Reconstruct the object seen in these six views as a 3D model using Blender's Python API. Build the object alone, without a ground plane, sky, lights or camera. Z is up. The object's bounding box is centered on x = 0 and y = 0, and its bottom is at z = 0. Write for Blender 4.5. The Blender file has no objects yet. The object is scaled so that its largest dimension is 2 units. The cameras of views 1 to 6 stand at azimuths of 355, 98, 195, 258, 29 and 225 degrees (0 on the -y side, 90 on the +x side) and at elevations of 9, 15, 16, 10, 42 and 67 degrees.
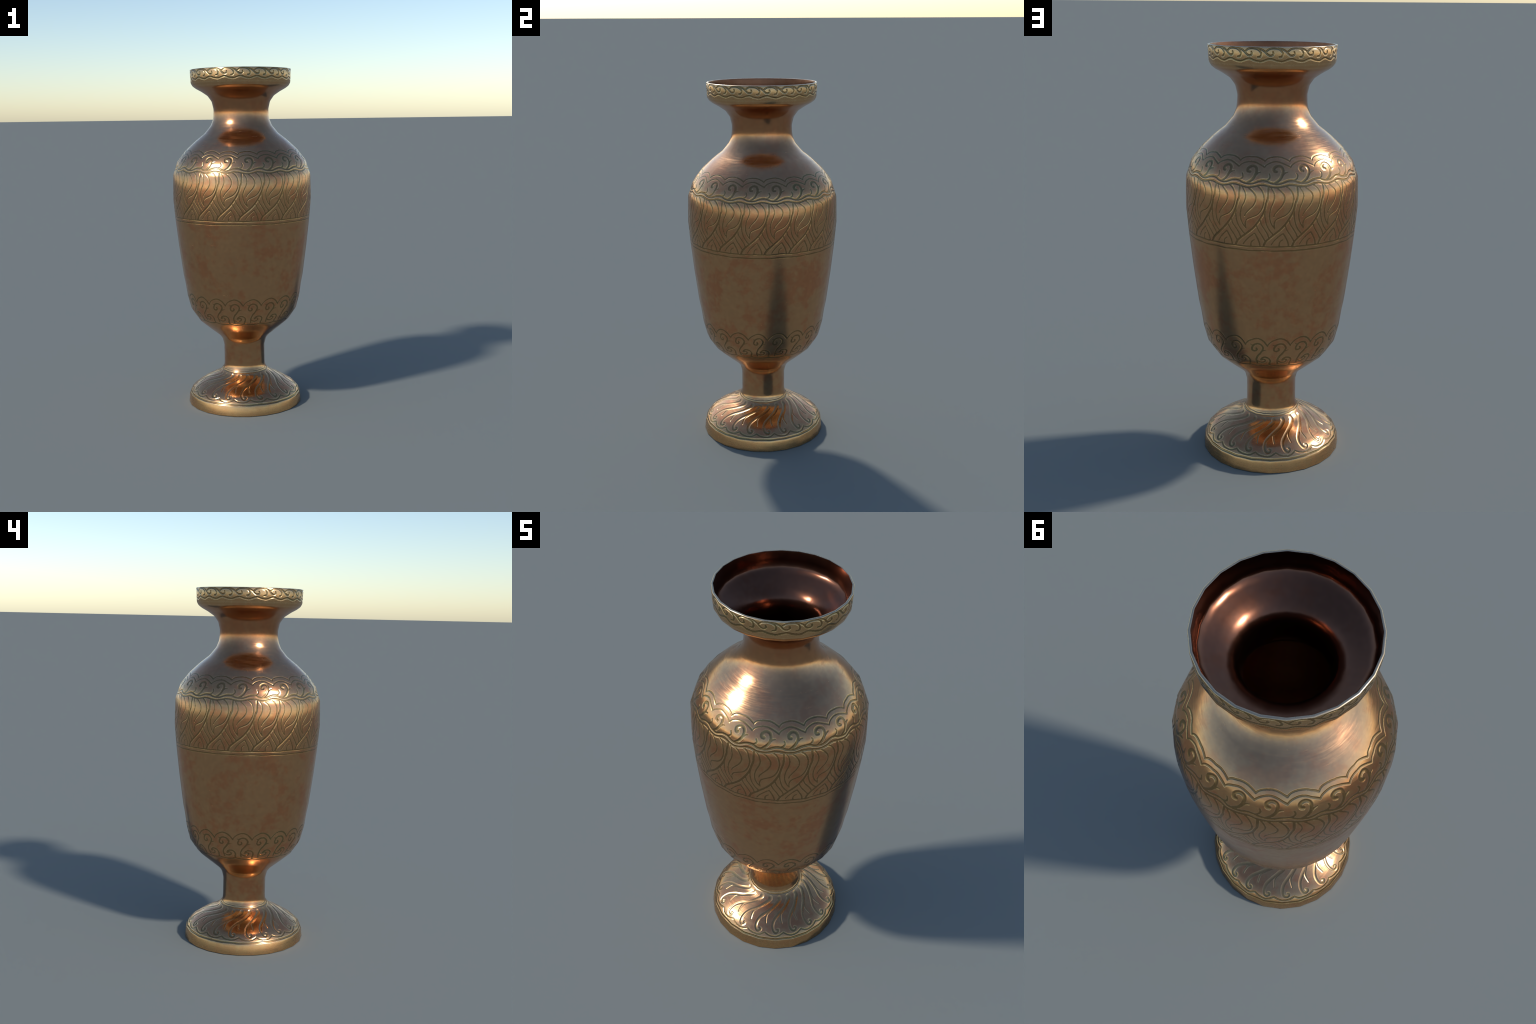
import bpy, math
import numpy as np

# ------------------------------------------------------------------ profile
FACETS = 24          # the body is spun in 24 flats, softly shaded
REPEATS = 20         # every engraved band repeats 20 times round the vase
COLS = 1440

# (radius, height) rings of the outer wall, from the foot to the lip
RINGS = [(0.3450, 0.0000), (0.3405, 0.0500), (0.3325, 0.0700), (0.3060, 0.0975), (0.2835, 0.1117), (0.2295, 0.1450), 
         (0.1855, 0.1655), (0.1510, 0.1835), (0.1390, 0.2010), (0.1255, 0.2185), (0.1232, 0.2470), (0.1233, 0.3500), 
         (0.1339, 0.3910), (0.1535, 0.4170), (0.2196, 0.4706), (0.2738, 0.5170), (0.3198, 0.5850), (0.3408, 0.6670), 
         (0.3513, 0.7406), (0.3615, 0.7926), (0.3848, 0.9700), (0.4025, 1.1320), (0.4122, 1.2490), (0.4112, 1.3180), 
         (0.4090, 1.3900), (0.4031, 1.4070), (0.3890, 1.4484), (0.3809, 1.4708), (0.3539, 1.5053), (0.3321, 1.5334), 
         (0.2752, 1.5856), (0.2490, 1.6065), (0.2190, 1.6296), (0.1811, 1.6760), (0.1675, 1.7110), (0.1640, 1.7350), 
         (0.1625, 1.7724), (0.1723, 1.8153), (0.1960, 1.8487), (0.2317, 1.8727), (0.2635, 1.8899), (0.2834, 1.9047), 
         (0.2934, 1.9224), (0.2972, 1.9962), (0.2956, 1.9990), (0.2905, 2.0000), (0.2876, 1.9990)]
# inner wall, from the lip down to the floor of the vessel
INNER = [(.2876, 1.9990), (.2860, 1.9900), (.2845, 1.9550), (.2820, 1.9260), (.2740, 1.9125), (.2550, 1.9020),
         (.2260, 1.8890), (.1960, 1.8740), (.1720, 1.8580), (.1570, 1.8370), (.1470, 1.8000), (.1430, 1.7600),
         (.1430, 1.7350), (.1500, 1.7050), (.1660, 1.6700), (.2090, 1.6220), (.2640, 1.5760),
         (.3200, 1.5240), (.3720, 1.4640), (.3970, 1.3850), (.3990, 1.2500), (.3880, 1.1300),
         (.3490, .7950), (.3290, .6700), (.3090, .5900), (.2630, .5250), (.2100, .4830),
         (.1200, .4450), (.0020, .4400)]
# underside of the foot
UNDER = [(.0020, .020), (.3150, .016), (.3380, .0005), (.3450, .000)]


class Profile:
    """Piecewise profile with smooth (ring averaged) normals."""

    def __init__(self, pts, ease_end=2.330):
        self.p = np.array(pts, float)
        d = np.diff(self.p, axis=0)
        ln = np.hypot(d[:, 0], d[:, 1])
        self.s = np.concatenate([[0], np.cumsum(ln)])
        n = np.stack([d[:, 1], -d[:, 0]], 1) / ln[:, None]     # outward for an upward run
        ring = np.zeros_like(self.p)
        w = np.ones(len(ln))
        ring[:-1] += n * w[:, None]
        ring[1:] += n * w[:, None]
        self.n = ring / np.linalg.norm(ring, axis=1)[:, None]
        # ease the corners of the rings by a few millimetres
        self.ds = np.linspace(0, self.s[-1], int(self.s[-1] / .0005))
        d = np.stack([np.interp(self.ds, self.s, self.p[:, 0]), np.interp(self.ds, self.s, self.p[:, 1])], 1)
        k = np.exp(-.5 * (np.arange(-24, 25) / 8.0) ** 2)
        k /= k.sum()
        pad = np.vstack([np.repeat(d[:1], 24, 0), d, np.repeat(d[-1:], 24, 0)])
        soft = np.stack([np.convolve(pad[:, i], k, 'valid') for i in (0, 1)], 1)
        edge = np.clip((self.ds - .008) / .012, 0, 1) * np.clip((ease_end - self.ds) / .012, 0, 1)
        self.d = d + (soft - d) * edge[:, None]

    def at(self, s):
        r = np.interp(s, self.ds, self.d[:, 0])
        z = np.interp(s, self.ds, self.d[:, 1])
        nr = np.interp(s, self.s, self.n[:, 0])
        nz = np.interp(s, self.s, self.n[:, 1])
        q = np.hypot(nr, nz)
        return r, z, nr / q, nz / q


OUT = Profile(RINGS)

# ------------------------------------------------------- engraved ornament
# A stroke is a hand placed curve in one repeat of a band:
# (turn in repeats, distance up the wall in metres), with a start / end half width.


def curve(pts, n=10):
    """Catmull-Rom through the control points."""
    p = np.array(pts, float)
    e = np.vstack([2 * p[0] - p[1], p, 2 * p[-1] - p[-2]])
    out = []
    for i in range(1, len(e) - 2):
        t = np.linspace(0, 1, n, endpoint=False)[:, None]
        a, b, c, d = e[i - 1], e[i], e[i + 1], e[i + 2]
        out.append(.5 * ((2 * b) + (c - a) * t + (2 * a - 5 * b + 4 * c - d) * t ** 2
                         + (3 * b - a - 3 * c + d) * t ** 3))
    out.append(p[-1:])
    return np.vstack(out)


def ring_line(s, amp=0.0, phase=0.0, n=24):
    t = np.linspace(0, 1, n + 1)
    return np.stack([t, s + amp * np.cos(2 * math.pi * (t - phase))], 1)


def foot_band():
    rib = [(2.125, .2890), (2.120, .2780), (1.830, .2580), (1.530, .2385), (1.145, .2140), (.830, .1920), (.605, .1673), (.524, .1442),
           (.532, .1225), (.610, .1060), (.730, .1015), (.830, .1080), (.845, .1165), (.785, .1195)]
    branch = [(1.250, .2140), (1.120, .2030), (1.040, .1905), (1.031, .1739), (1.069, .1491)]
    scallop = [(.114, .1003), (.180, .0955), (.290, .0890), (.473, .0836), (.700, .0822),
               (.890, .0873), (1.010, .0945), (1.114, .1003)]
    bead = [(.120, .2900), (.150, .2895)]
    return [(curve(rib), .0115, .0074, .80), (curve(branch), .0066, .0044, .75),
            (np.array(scallop), .0056, .0056, .8), (np.array(bead), .0046, .0046, .9),
            (ring_line(.0670), .0072, .0072, 1.0), (ring_line(.3095), .0052, .0052, .9),
            (ring_line(.3210), .0030, .0030, .5)]


def bowl_band():
    scallop = [(-.278, 0.8503), (-.146, 0.8681), (.023, 0.8800), (.230, 0.8872), (.408, 0.8838),
               (.561, 0.8726), (.659, 0.8593), (.725, 0.8498)]
    scroll = [(.200, 0.8332), (.220, 0.8255), (.140, 0.8187), (.045, 0.8206), (.005, 0.8303), (.050, 0.8440),
              (.138, 0.8553), (.255, 0.8594), (.379, 0.8576), (.477, 0.8482), (.519, 0.8355), (.469, 0.8205),
              (.370, 0.8049), (.256, 0.7905), (.185, 0.7744), (.159, 0.7546), (.178, 0.7309)]
    twig = [(.455, 0.8171), (.561, 0.8225), (.654, 0.8244)]
    hook = [(-.036, 0.8558), (.019, 0.8513), (.101, 0.8533)]
    volute = [(.190, 0.7532), (.312, 0.7437), (.452, 0.7419), (.572, 0.7507), (.580, 0.7639), (.484, 0.7685),
              (.381, 0.7620), (.430, 0.7755), (.564, 0.7824), (.706, 0.7800), (.812, 0.7693), (.835, 0.7519),
              (.795, 0.7342), (.815, 0.7232)]
    bottom = [(-.185, 0.7215), (-.059, 0.7184), (.141, 0.7148), (.359, 0.7133), (.577, 0.7154), (.740, 0.7194), (.815, 0.7235)]
    return [(curve(scallop), .0036, .0056, .8), (curve(scroll), .0058, .0056, .85),
            (curve(twig), .0044, .0018, .6), (curve(hook), .0020, .0040, .6),
            (curve(volute), .0050, .0058, .85), (curve(bottom), .0046, .0056, .8)]


def belly_band():
    stem = [(.765, 1.6204), (.752, 1.5685), (.698, 1.5457), (.624, 1.5125), (.533, 1.4876), (.402, 1.4607),
            (.209, 1.4308), (-.051, 1.4022), (-.315, 1.3727), (-.420, 1.3481)]
    leaf_left = [(.840, 1.6174), (.900, 1.6054), (.959, 1.5921), (.983, 1.5714), (.944, 1.5483), (.856, 1.5231),
                 (.808, 1.4977), (.817, 1.4744), (.874, 1.4531), (.985, 1.4318)]
    leaf_right = [(.980, 1.4338), (.971, 1.4553), (1.043, 1.4723), (1.205, 1.4827), (1.368, 1.4926), (1.499, 1.5111),
                  (1.590, 1.5380), (1.614, 1.5673), (1.573, 1.5925), (1.488, 1.6095), (1.370, 1.6204)]
    leaf_vein = [(1.060, 1.6134), (1.219, 1.5959), (1.308, 1.5770), (1.317, 1.5561), (1.236, 1.5332),
                 (1.106, 1.5146), (.994, 1.4977), (.954, 1.4861)]
    weave_a = [(.685, 1.5425), (.650, 1.5156), (.638, 1.4888), (.688, 1.4550), (.785, 1.4289), (.940, 1.4039)]
    weave_b = [(.462, 1.4727), (.525, 1.4481), (.638, 1.4263), (.735, 1.4065), (.790, 1.3880)]
    weave_c = [(.340, 1.4448), (.423, 1.4209), (.537, 1.3991), (.660, 1.3730)]
    peak_left = [(.868, 1.3571), (.984, 1.3776), (1.148, 1.3975), (1.279, 1.4099)]
    peak_right = [(1.279, 1.4099), (1.366, 1.3901), (1.438, 1.3695), (1.470, 1.3491)]
    curl = [(1.145, 1.3511), (1.152, 1.3662), (1.201, 1.3750), (1.267, 1.3804)]
    vine_up = [(-.411, 1.6461), (-.286, 1.6430), (-.156, 1.6354), (.040, 1.6316), (.185, 1.6328), (.379, 1.6419),
               (.490, 1.6454), (.589, 1.6461)]
    vine_low = [(-.405, 1.6261), (-.250, 1.6219), (-.075, 1.6174), (.080, 1.6167), (.261, 1.6204), (.440, 1.6257),
                (.595, 1.6261)]
    scroll = [(.045, 1.6844), (-.015, 1.6859), (-.040, 1.6924), (-.033, 1.7009), (.040, 1.7089), (.142, 1.7117),
              (.245, 1.7064), (.291, 1.6944), (.289, 1.6814), (.242, 1.6644), (.165, 1.6504), (.070, 1.6404), (-.02, 1.6334)]
    twig = [(.285, 1.6704), (.365, 1.6789), (.455, 1.6824)]
    shoot = [(-.400, 1.6454), (-.280, 1.6482), (-.205, 1.6554), (-.185, 1.6644), (-.215, 1.6744)]
    outer = [(-.415, 1.7349), (-.329, 1.7463), (-.192, 1.7534), (.015, 1.7570), (.210, 1.7560), (.379, 1.7492),
             (.503, 1.7412), (.585, 1.7349)]
    inner = [(-.414, 1.7059), (-.332, 1.7174), (-.193, 1.7266), (-.020, 1.7322), (.140, 1.7314), (.278, 1.7257),
             (.433, 1.7164), (.586, 1.7059)]
    return [(curve(stem), .0062, .0064, .9), (curve(leaf_left), .0040, .0036, .75),
            (curve(leaf_right), .0036, .0048, .75), (curve(leaf_vein), .0046, .0034, .75),
            (curve(weave_a), .0034, .0040, .7), (curve(weave_b), .0036, .0040, .7),
            (curve(weave_c), .0034, .0040, .7), (curve(peak_left), .0032, .0040, .65),
            (curve(peak_right), .0040, .0044, .7), (curve(curl), .0042, .0030, .65),
            (ring_line(1.3474, .0006, .2), .0046, .0046, .85), (ring_line(1.3284, .0006, .6), .0042, .0042, .75),
            (curve(vine_up), .0062, .0062, 1.0), (curve(vine_low), .0062, .0062, 1.0),
            (curve(scroll), .0088, .0070, .9), (curve(twig), .0060, .0036, .7),
            (curve(shoot), .0056, .0044, .8), (curve(outer), .0046, .0050, .8), (curve(inner), .0044, .0052, .8)]


def rim_band():
    fall = [(.155, 2.3411), (.300, 2.3396), (.425, 2.3348), (.540, 2.3272), (.630, 2.3177), (.730, 2.3112),
            (.845, 2.3111), (.920, 2.3167), (.905, 2.3242)]
    rise = [(.590, 2.3277), (.650, 2.3322), (.750, 2.3386), (.907, 2.3416), (1.082, 2.3406), (1.187, 2.3377),
            (1.294, 2.3309), (1.360, 2.3203), (1.352, 2.3112), (1.299, 2.3049), (1.205, 2.3037)]
    wave = [(-.209, 2.2973), (-.100, 2.2947), (.028, 2.2903), (.180, 2.2873), (.320, 2.2858), (.430, 2.2878),
            (.560, 2.2923), (.680, 2.2957), (.791, 2.2973)]
    return [(curve(fall), .0052, .0056, 1.0), (curve(rise), .0050, .0054, 1.0), (curve(wave), .0056, .0056, .95)]


def emboss(strokes, s_lo, s_hi, ds=.0010, pcols=150, depth=.0026):
    """Height field of one repeat (rows up the wall, columns round it)."""
    sv = np.arange(s_lo, s_hi + ds, ds)
    ph = (np.arange(pcols) + .0) / pcols
    rv = OUT.at(sv)[0]
    groove = np.zeros((len(sv), pcols))
    lip = np.zeros_like(groove)
    cutmask = np.full(groove.shape, 9.0)
    unit = 2 * math.pi / REPEATS
    for line, w0, w1, dep in strokes:
        seg = np.hypot(np.diff(line[:, 0]) * .1, np.diff(line[:, 1]))
        t = np.concatenate([[0], np.cumsum(seg)])
        t /= t[-1]
        best = np.full(groove.shape, 9.0)
        for a, b, ta, tb in zip(line[:-1], line[1:], t[:-1], t[1:]):
            w = w0 + (w1 - w0) * (ta + tb) * .5
            lo, hi = min(a[1], b[1]) - 2 * w, max(a[1], b[1]) + 2 * w
            i0, i1 = np.searchsorted(sv, [lo, hi])
            if i1 <= i0:
                continue
            r = rv[i0:i1, None]
            mid = (a[0] + b[0]) * .5
            x = ((ph[None, :] - mid + .5) % 1.0 - .5) * unit * r
            y = sv[i0:i1, None] - a[1]
            ax = (a[0] - mid) * unit * r
            bx = (b[0] - mid) * unit * r
            ex, ey = bx - ax, b[1] - a[1]
            k = np.clip(((x - ax) * ex + y * ey) / (ex * ex + ey * ey + 1e-12), 0, 1)
            d = np.hypot(x - ax - k * ex, y - k * ey) / w
            best[i0:i1] = np.minimum(best[i0:i1], d)
        cutmask = np.minimum(cutmask, best)
        # round-bottomed cut, deeper where the tool was wider, with a faint burr
        cut = dep * math.sqrt((w0 + w1) * .5 / .005)
        groove = np.maximum(groove, cut * np.clip(1 - best ** 2, 0, 1) ** 1.25)
        lip = np.maximum(lip, cut * np.exp(-((best - 1.12) / .25) ** 2))
    h = depth * (-groove + .10 * lip * (1 - np.clip(groove * 2.5, 0, 1)))
    return sv, h, cutmask


BANDS = [emboss(foot_band(), .045, .335, depth=.0014), emboss(bowl_band(), .700, .900, depth=.0011),
         emboss(belly_band(), 1.312, 1.775, depth=.0011), emboss(rim_band(), 2.276, 2.350, depth=.0017)]

rng = np.random.default_rng(7)


def wobble(theta, s, n=9, fmax=23):
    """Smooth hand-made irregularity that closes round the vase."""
    out = np.zeros((len(s), len(theta)))
    for _ in range(n):
        k = rng.integers(2, fmax)
        f = rng.uniform(10, 60)
        p, q = rng.uniform(0, 6.28, 2)
        out += np.sin(k * theta[None, :] + p + .6 * np.sin(f * s[:, None] + q)) / n
    return out


def relief(s, theta):
    h = np.zeros((len(s), len(theta)))
    cut = np.full(h.shape, 9.0)
    for sv, field, mask in BANDS:
        i0, i1 = np.searchsorted(s, [sv[0], sv[-1]])
        if i1 <= i0:
            continue
        ss = s[i0:i1]
        dph = wobble(theta, ss) * .035
        dsv = wobble(theta, ss) * .0016
        gain = 1 + wobble(theta, ss) * .35
        fy = np.clip((ss[:, None] + dsv - sv[0]) / (sv[1] - sv[0]), 0, len(sv) - 1.001)
        pc = field.shape[1]
        fx = ((theta[None, :] / (2 * math.pi) * REPEATS + dph) % 1.0) * pc
        y0 = fy.astype(int)
        x0 = np.floor(fx).astype(int)
        ty, tx = fy - y0, fx - x0
        x0 %= pc
        x1 = (x0 + 1) % pc

        def pick(f):
            return ((f[y0, x0] * (1 - tx) + f[y0, x1] * tx) * (1 - ty)
                    + (f[y0 + 1, x0] * (1 - tx) + f[y0 + 1, x1] * tx) * ty)
        h[i0:i1] = pick(field) * gain
        cut[i0:i1] = pick(np.minimum(mask, 3.0))
    return h, cut


def facet_radius(theta):
    step = 2 * math.pi / FACETS
    a = (theta % step) - step / 2
    rho = math.cos(step / 2) / np.cos(a)
    m = len(theta)
    b = max(1, round(m / 480))
    acc = sum(np.roll(rho, k) for k in range(-b, b + 1)) / (2 * b + 1)
    return acc


# --------------------------------------------------------------- materials
def build_metal(name, light, copper, edge, rough, red_amount, streak, zones=False, green=0.0, deep=False):
    m = bpy.data.materials.new(name)
    m.use_nodes = True
    nt = m.node_tree
    N, L = nt.nodes, nt.links
    bsdf = N["Principled BSDF"]
    bsdf.inputs["Metallic"].default_value = 1.0

    def node(kind, **kw):
        n = N.new(kind)
        for k, v in kw.items():
            setattr(n, k, v)
        return n

    def math_(op, a, b=None, clamp=False):
        n = node("ShaderNodeMath", operation=op, use_clamp=clamp)
        for i, v in enumerate((a, b)):
            if v is None:
                continue
            if isinstance(v, (int, float)):
                n.inputs[i].default_value = v
            else:
                L.new(v, n.inputs[i])
        return n.outputs[0]

    def ramp(src, lo, hi):
        n = node("ShaderNodeMapRange", interpolation_type='SMOOTHSTEP')
        L.new(src, n.inputs[0])
        n.inputs[1].default_value, n.inputs[2].default_value = lo, hi
        return n.outputs[0]

    def mix(f, a, b, blend='MIX'):
        n = node("ShaderNodeMix", data_type='RGBA', blend_type=blend)
        if isinstance(f, (int, float)):
            n.inputs[0].default_value = f
        else:
            L.new(f, n.inputs[0])
        for i, v in ((6, a), (7, b)):
            if isinstance(v, tuple):
                n.inputs[i].default_value = (*v, 1)
            else:
                L.new(v, n.inputs[i])
        return n.outputs[2]

    tc = node("ShaderNodeTexCoord")
    obj = tc.outputs["Object"]

    def noise(scale, detail=4, rough_=.55, vec=obj, dist=0.0):
        n = node("ShaderNodeTexNoise")
        L.new(vec, n.inputs["Vector"])
        n.inputs["Scale"].default_value = scale
        n.inputs["Detail"].default_value = detail
        n.inputs["Roughness"].default_value = rough_
        n.inputs["Distortion"].default_value = dist
        return n.outputs["Fac"]

    # cylinder coordinates for brushing that runs round the vase
    sep = node("ShaderNodeSeparateXYZ")
    L.new(obj, sep.inputs[0])
    rad = math_('SQRT', math_('ADD', math_('MULTIPLY', sep.outputs[0], sep.outputs[0]),
                              math_('MULTIPLY', sep.outputs[1], sep.outputs[1])))
    cx = math_('DIVIDE', sep.outputs[0], math_('MAXIMUM', rad, .01))
    cy = math_('DIVIDE', sep.outputs[1], math_('MAXIMUM', rad, .01))
    comb = node("ShaderNodeCombineXYZ")
    L.new(math_('MULTIPLY', cx, 3.0), comb.inputs[0])
    L.new(math_('MULTIPLY', cy, 3.0), comb.inputs[1])
    L.new(math_('MULTIPLY', math_('SUBTRACT', sep.outputs[2], math_('MULTIPLY', rad, .6)), 130.0), comb.inputs[2])
    brush = noise(1.0, 3, .6, comb.outputs[0])

    # tarnish: olive brass ground with copper-red blotches
    blot = noise(6.5, 5, .62, dist=.3)
    small = noise(24.0, 4, .6)
    red = ramp(math_('ADD', math_('MULTIPLY', blot, .6), math_('MULTIPLY', small, .4)), .455, .60)
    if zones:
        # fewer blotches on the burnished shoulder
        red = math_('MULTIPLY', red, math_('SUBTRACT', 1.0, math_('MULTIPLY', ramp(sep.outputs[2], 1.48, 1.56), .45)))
    col = mix(math_('MULTIPLY', red, red_amount), light, copper)
    col = mix(ramp(noise(40.0, 3), .35, .75), mix(1.0, col, (.90, .90, .92), 'MULTIPLY'), col)
    dark = ramp(noise(2.1, 3, .5, dist=.5), .60, .78)
    col = mix(math_('MULTIPLY', dark, .30), col, mix(1.0, col, (.62, .60, .60), 'MULTIPLY'))

    height = sep.outputs[2]
    if green:
        # verdigris gathers in some of the cuts
        vg = ramp(noise(5.0, 3, .5), .46, .62)
        col = mix(math_('MULTIPLY', math_('MULTIPLY', vg, green), math_('SUBTRACT', 1.0, math_('MULTIPLY', ramp(height, .88, .95), ramp(height, 1.46, 1.42)))), col, (.225, .200, .095))
        # on top of the foot the cuts are as clean as the wall
        clean = math_('MULTIPLY', ramp(height, .085, .115), ramp(height, .30, .22))
        col = mix(math_('MULTIPLY', clean, .65), col, (.52, .31, .15))
    if deep:
        # colour lifted below the neck, giving the throat a faint bounce-light brown
        col = mix(ramp(height, 1.74, 1.60), col, (.46, .24, .12))
    if zones:
        # neck tinted dark red for shadowed ground and self-reflections; lip and foot rim a yellower brass
        nk = math_('MULTIPLY', ramp(height, 1.60, 1.78), ramp(height, 1.92, 1.87))
        col = mix(math_('MULTIPLY', nk, .75), col, mix(1.0, col, (.78, .62, .60), 'MULTIPLY'))
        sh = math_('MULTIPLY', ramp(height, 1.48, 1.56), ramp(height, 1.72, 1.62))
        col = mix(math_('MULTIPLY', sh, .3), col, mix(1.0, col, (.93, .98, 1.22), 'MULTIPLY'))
        lip = math_('MAXIMUM', ramp(height, 1.89, 1.93), ramp(height, .11, .05))
        col = mix(math_('MULTIPLY', lip, .5), col, (.63, .405, .19))
        top = ramp(height, 1.9965, 1.9985)
        col = mix(math_('MULTIPLY', top, .8), col, (.66, .53, .38))
        # cut edges are rubbed to bright brass
        geo = node("ShaderNodeNewGeometry")
        rid = ramp(geo.outputs["Pointiness"], .5040, .524)
        col = mix(math_('MULTIPLY', rid, .65), col, edge)
    L.new(col, bsdf.inputs["Base Color"])

    rg = math_('ADD', rough, math_('MULTIPLY', math_('SUBTRACT', brush, .5), streak))
    rg = math_('ADD', rg, math_('MULTIPLY', math_('SUBTRACT', small, .5), .10))
    if zones:
        # the body below the shoulder is handled and duller
        rg = math_('ADD', rg, math_('MULTIPLY', math_('MULTIPLY', ramp(height, .44, .55), ramp(height, 1.52, 1.40)), .045))
    if zones:
        rg = math_('ADD', rg, math_('MULTIPLY', lip, .085))
        # the burnished shoulder keeps its turning marks
        rg = math_('ADD', rg, math_('MULTIPLY', math_('MULTIPLY', sh, math_('SUBTRACT', brush, .45)), .22))
    L.new(math_('MAXIMUM', rg, .08), bsdf.inputs["Roughness"])

    bump = node("ShaderNodeBump")
    bump.inputs["Strength"].default_value = 1.0
    bump.inputs["Distance"].default_value = 1.0
    mark = math_('MULTIPLY', brush, streak * .00011)
    if zones:
        mark = math_('MULTIPLY', mark, math_('ADD', 1.0, math_('MULTIPLY', sh, .8)))
    hgt = math_('ADD', mark,
                math_('ADD', math_('MULTIPLY', noise(9.0, 2, .5), .00010),
                math_('MULTIPLY', ramp(noise(12.0, 1, .4), .68, .82), -.0003)))
    L.new(hgt, bump.inputs["Height"])
    L.new(bump.outputs[0], bsdf.inputs["Normal"])
    return m


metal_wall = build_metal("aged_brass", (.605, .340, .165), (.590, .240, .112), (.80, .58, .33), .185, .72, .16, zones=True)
metal_groove = build_metal("groove_patina", (.325, .200, .090), (.325, .170, .074), (.42, .28, .13), .26, .5, .05, green=.45)
metal_inside = build_metal("shade_darkened_inside", (.20, .088, .052), (.195, .075, .040), (.4, .2, .1), .23, .7, .06, deep=True)  # base colours darkened to bake in the shade inside the mouth

# ------------------------------------------------------------------ meshes
root = bpy.data.objects.new("ornate_vase", None)
root.empty_display_size = .2
bpy.context.scene.collection.objects.link(root)
root["label"] = "tall footed brass copper vase with engraved scroll bands"
root["category"] = "vase"


def lathe_part(name, s, prof, cols, mat, h=None, cut=None, groove_mat=None):
    """Spin rows of the profile; positions are faceted and carved, normals stay smooth."""
    theta = np.arange(cols) * 2 * math.pi / cols
    r, z, nr, nz = prof.at(s)
    rho = facet_radius(theta)
    ct, st = np.cos(theta), np.sin(theta)
    if h is None:
        h = np.zeros((len(s), cols))
        hs = ht = h
    else:
        h, hs, ht = h
    R = r[:, None] * rho[None, :] + h * nr[:, None]
    Z = z[:, None] + h * nz[:, None]
    co = np.stack([R * ct, R * st, Z], -1).reshape(-1, 3)
    # smooth normal bent by the slope of the relief
    a, b = nr[:, None], nz[:, None]                     # wall normal (radial, up)
    ur, uz = -b, a                                      # tangent running up the wall
    gr = a - hs * ur
    gz = b - hs * uz
    gt = -ht / np.maximum(r[:, None], 1e-3)
    nx = gr * ct - gt * st
    ny = gr * st + gt * ct
    no = np.stack([nx, ny, gz + 0 * gr], -1).reshape(-1, 3)
    no /= np.linalg.norm(no, axis=1)[:, None]
    rows = len(s)
    i = np.arange(rows - 1)[:, None] * cols
    j = np.arange(cols)[None, :]
    k = (j + 1) % cols
    quad = np.stack([i + j, i + k, i + cols + k, i + cols + j], -1).reshape(-1, 4)
    if cut is None:
        return make_mesh(name, co, no, quad, mat, root)
    # the engraved grooves carry their own patina: same wall, split by region
    c = cut.reshape(-1)[quad].mean(1)
    part = make_mesh(name, co, no, quad[c >= .82], mat, root)
    sub = make_mesh("engraving", co, no, quad[c < .82], groove_mat, part)
    sub["kind"] = "stuff"
    return part


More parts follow.
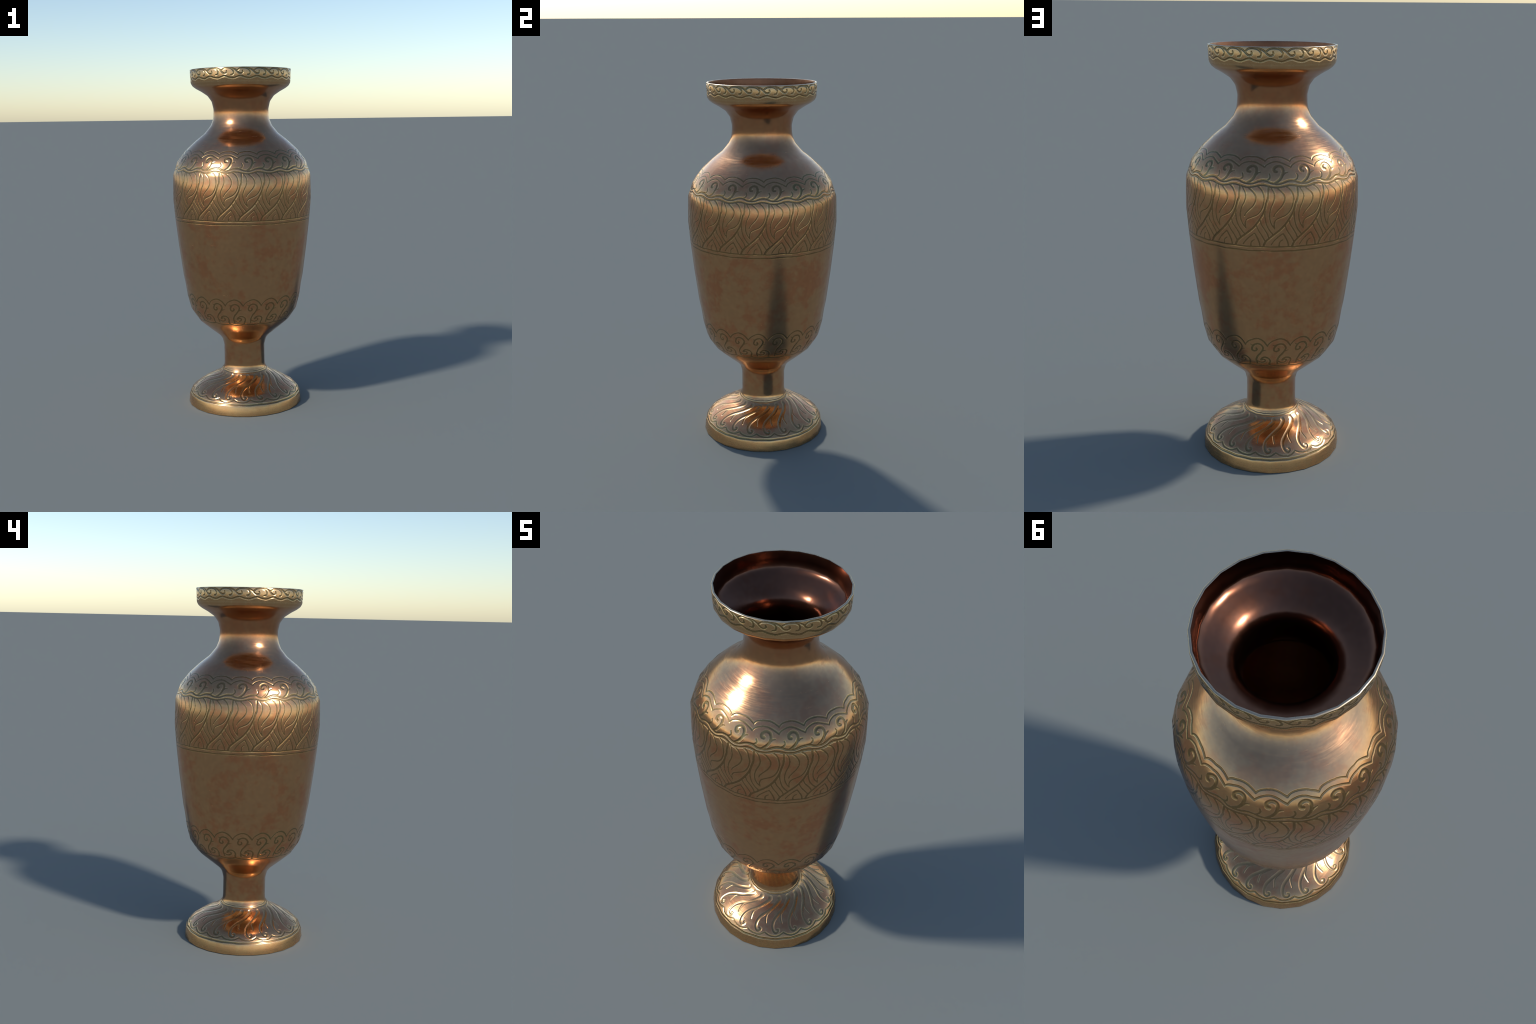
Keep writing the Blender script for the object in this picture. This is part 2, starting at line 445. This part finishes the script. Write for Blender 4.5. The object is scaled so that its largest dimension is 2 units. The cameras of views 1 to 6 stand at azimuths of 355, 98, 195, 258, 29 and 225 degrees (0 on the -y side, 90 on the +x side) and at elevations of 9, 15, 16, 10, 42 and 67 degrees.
def make_mesh(name, co, no, quad, mat, parent):
    used = np.zeros(len(co), bool)
    used[quad.ravel()] = True
    new = np.cumsum(used) - 1
    co, no, quad = co[used], no[used], new[quad]
    me = bpy.data.meshes.new(name)
    nq = len(quad)
    me.vertices.add(len(co))
    me.vertices.foreach_set("co", co.astype(np.float32).ravel())
    me.loops.add(nq * 4)
    me.loops.foreach_set("vertex_index", quad.astype(np.int32).ravel())
    me.polygons.add(nq)
    me.polygons.foreach_set("loop_start", (np.arange(nq) * 4).astype(np.int32))
    me.polygons.foreach_set("use_smooth", np.ones(nq, bool))
    me.update(calc_edges=True)
    me.validate()
    me.normals_split_custom_set_from_vertices(no.astype(np.float32))
    me.materials.append(mat)
    ob = bpy.data.objects.new(name, me)
    ob.parent = parent
    bpy.context.scene.collection.objects.link(ob)
    return ob


def rows_for(lo, hi, fine):
    """Row positions: dense where the wall is engraved, coarser where it is plain."""
    out = [lo]
    while out[-1] < hi - 1e-6:
        x = out[-1]
        step = .0055
        for a, b, d in fine:
            if a - .004 <= x < b:
                step = d
        out.append(x + step)
    out = np.array(out[:-1] + [hi])
    if out[-1] - out[-2] < .0006:
        out = np.delete(out, -2)
    return out


FINE = [(.045, .335, .0018), (.700, .900, .0019), (1.312, 1.775, .0019), (2.276, 2.350, .0015),
        (2.340, 2.400, .0008)]
S_END = OUT.s[-1]
PARTS = [("foot", 0.0, .345, True), ("stem", .345, .655, False), ("bowl", .655, .960, True),
         ("belly", .960, 1.306, False), ("leaf_band", 1.306, 1.790, True),
         ("shoulder", 1.790, 1.930, False), ("neck", 1.930, 2.262, False), ("rim", 2.262, S_END, True)]

all_rows = np.unique(np.round(np.concatenate([rows_for(a, b, FINE) for _, a, b, _ in PARTS]), 7))
theta = np.arange(COLS) * 2 * math.pi / COLS
H, CUT = relief(all_rows, theta)
# relief fades out at the lip so the edge stays clean
H *= (1 - np.clip((all_rows - 2.3430) / .0015, 0, 1))[:, None]
HS = np.gradient(H, all_rows, axis=0)
HT = (np.roll(H, -1, 1) - np.roll(H, 1, 1)) / (2 * 2 * math.pi / COLS)

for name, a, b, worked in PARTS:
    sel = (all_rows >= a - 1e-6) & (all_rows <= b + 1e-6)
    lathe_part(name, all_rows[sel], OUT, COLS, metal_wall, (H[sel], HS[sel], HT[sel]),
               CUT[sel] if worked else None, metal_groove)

inn = Profile(INNER)
si = np.unique(np.concatenate([np.linspace(0, .75, 160), np.linspace(.75, inn.s[-1], 60)]))
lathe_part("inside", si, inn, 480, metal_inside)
und = Profile(UNDER)
su = np.unique(np.concatenate([und.s, np.linspace(0, und.s[-1], 12)]))
lathe_part("underside", su, und, 240, metal_wall)
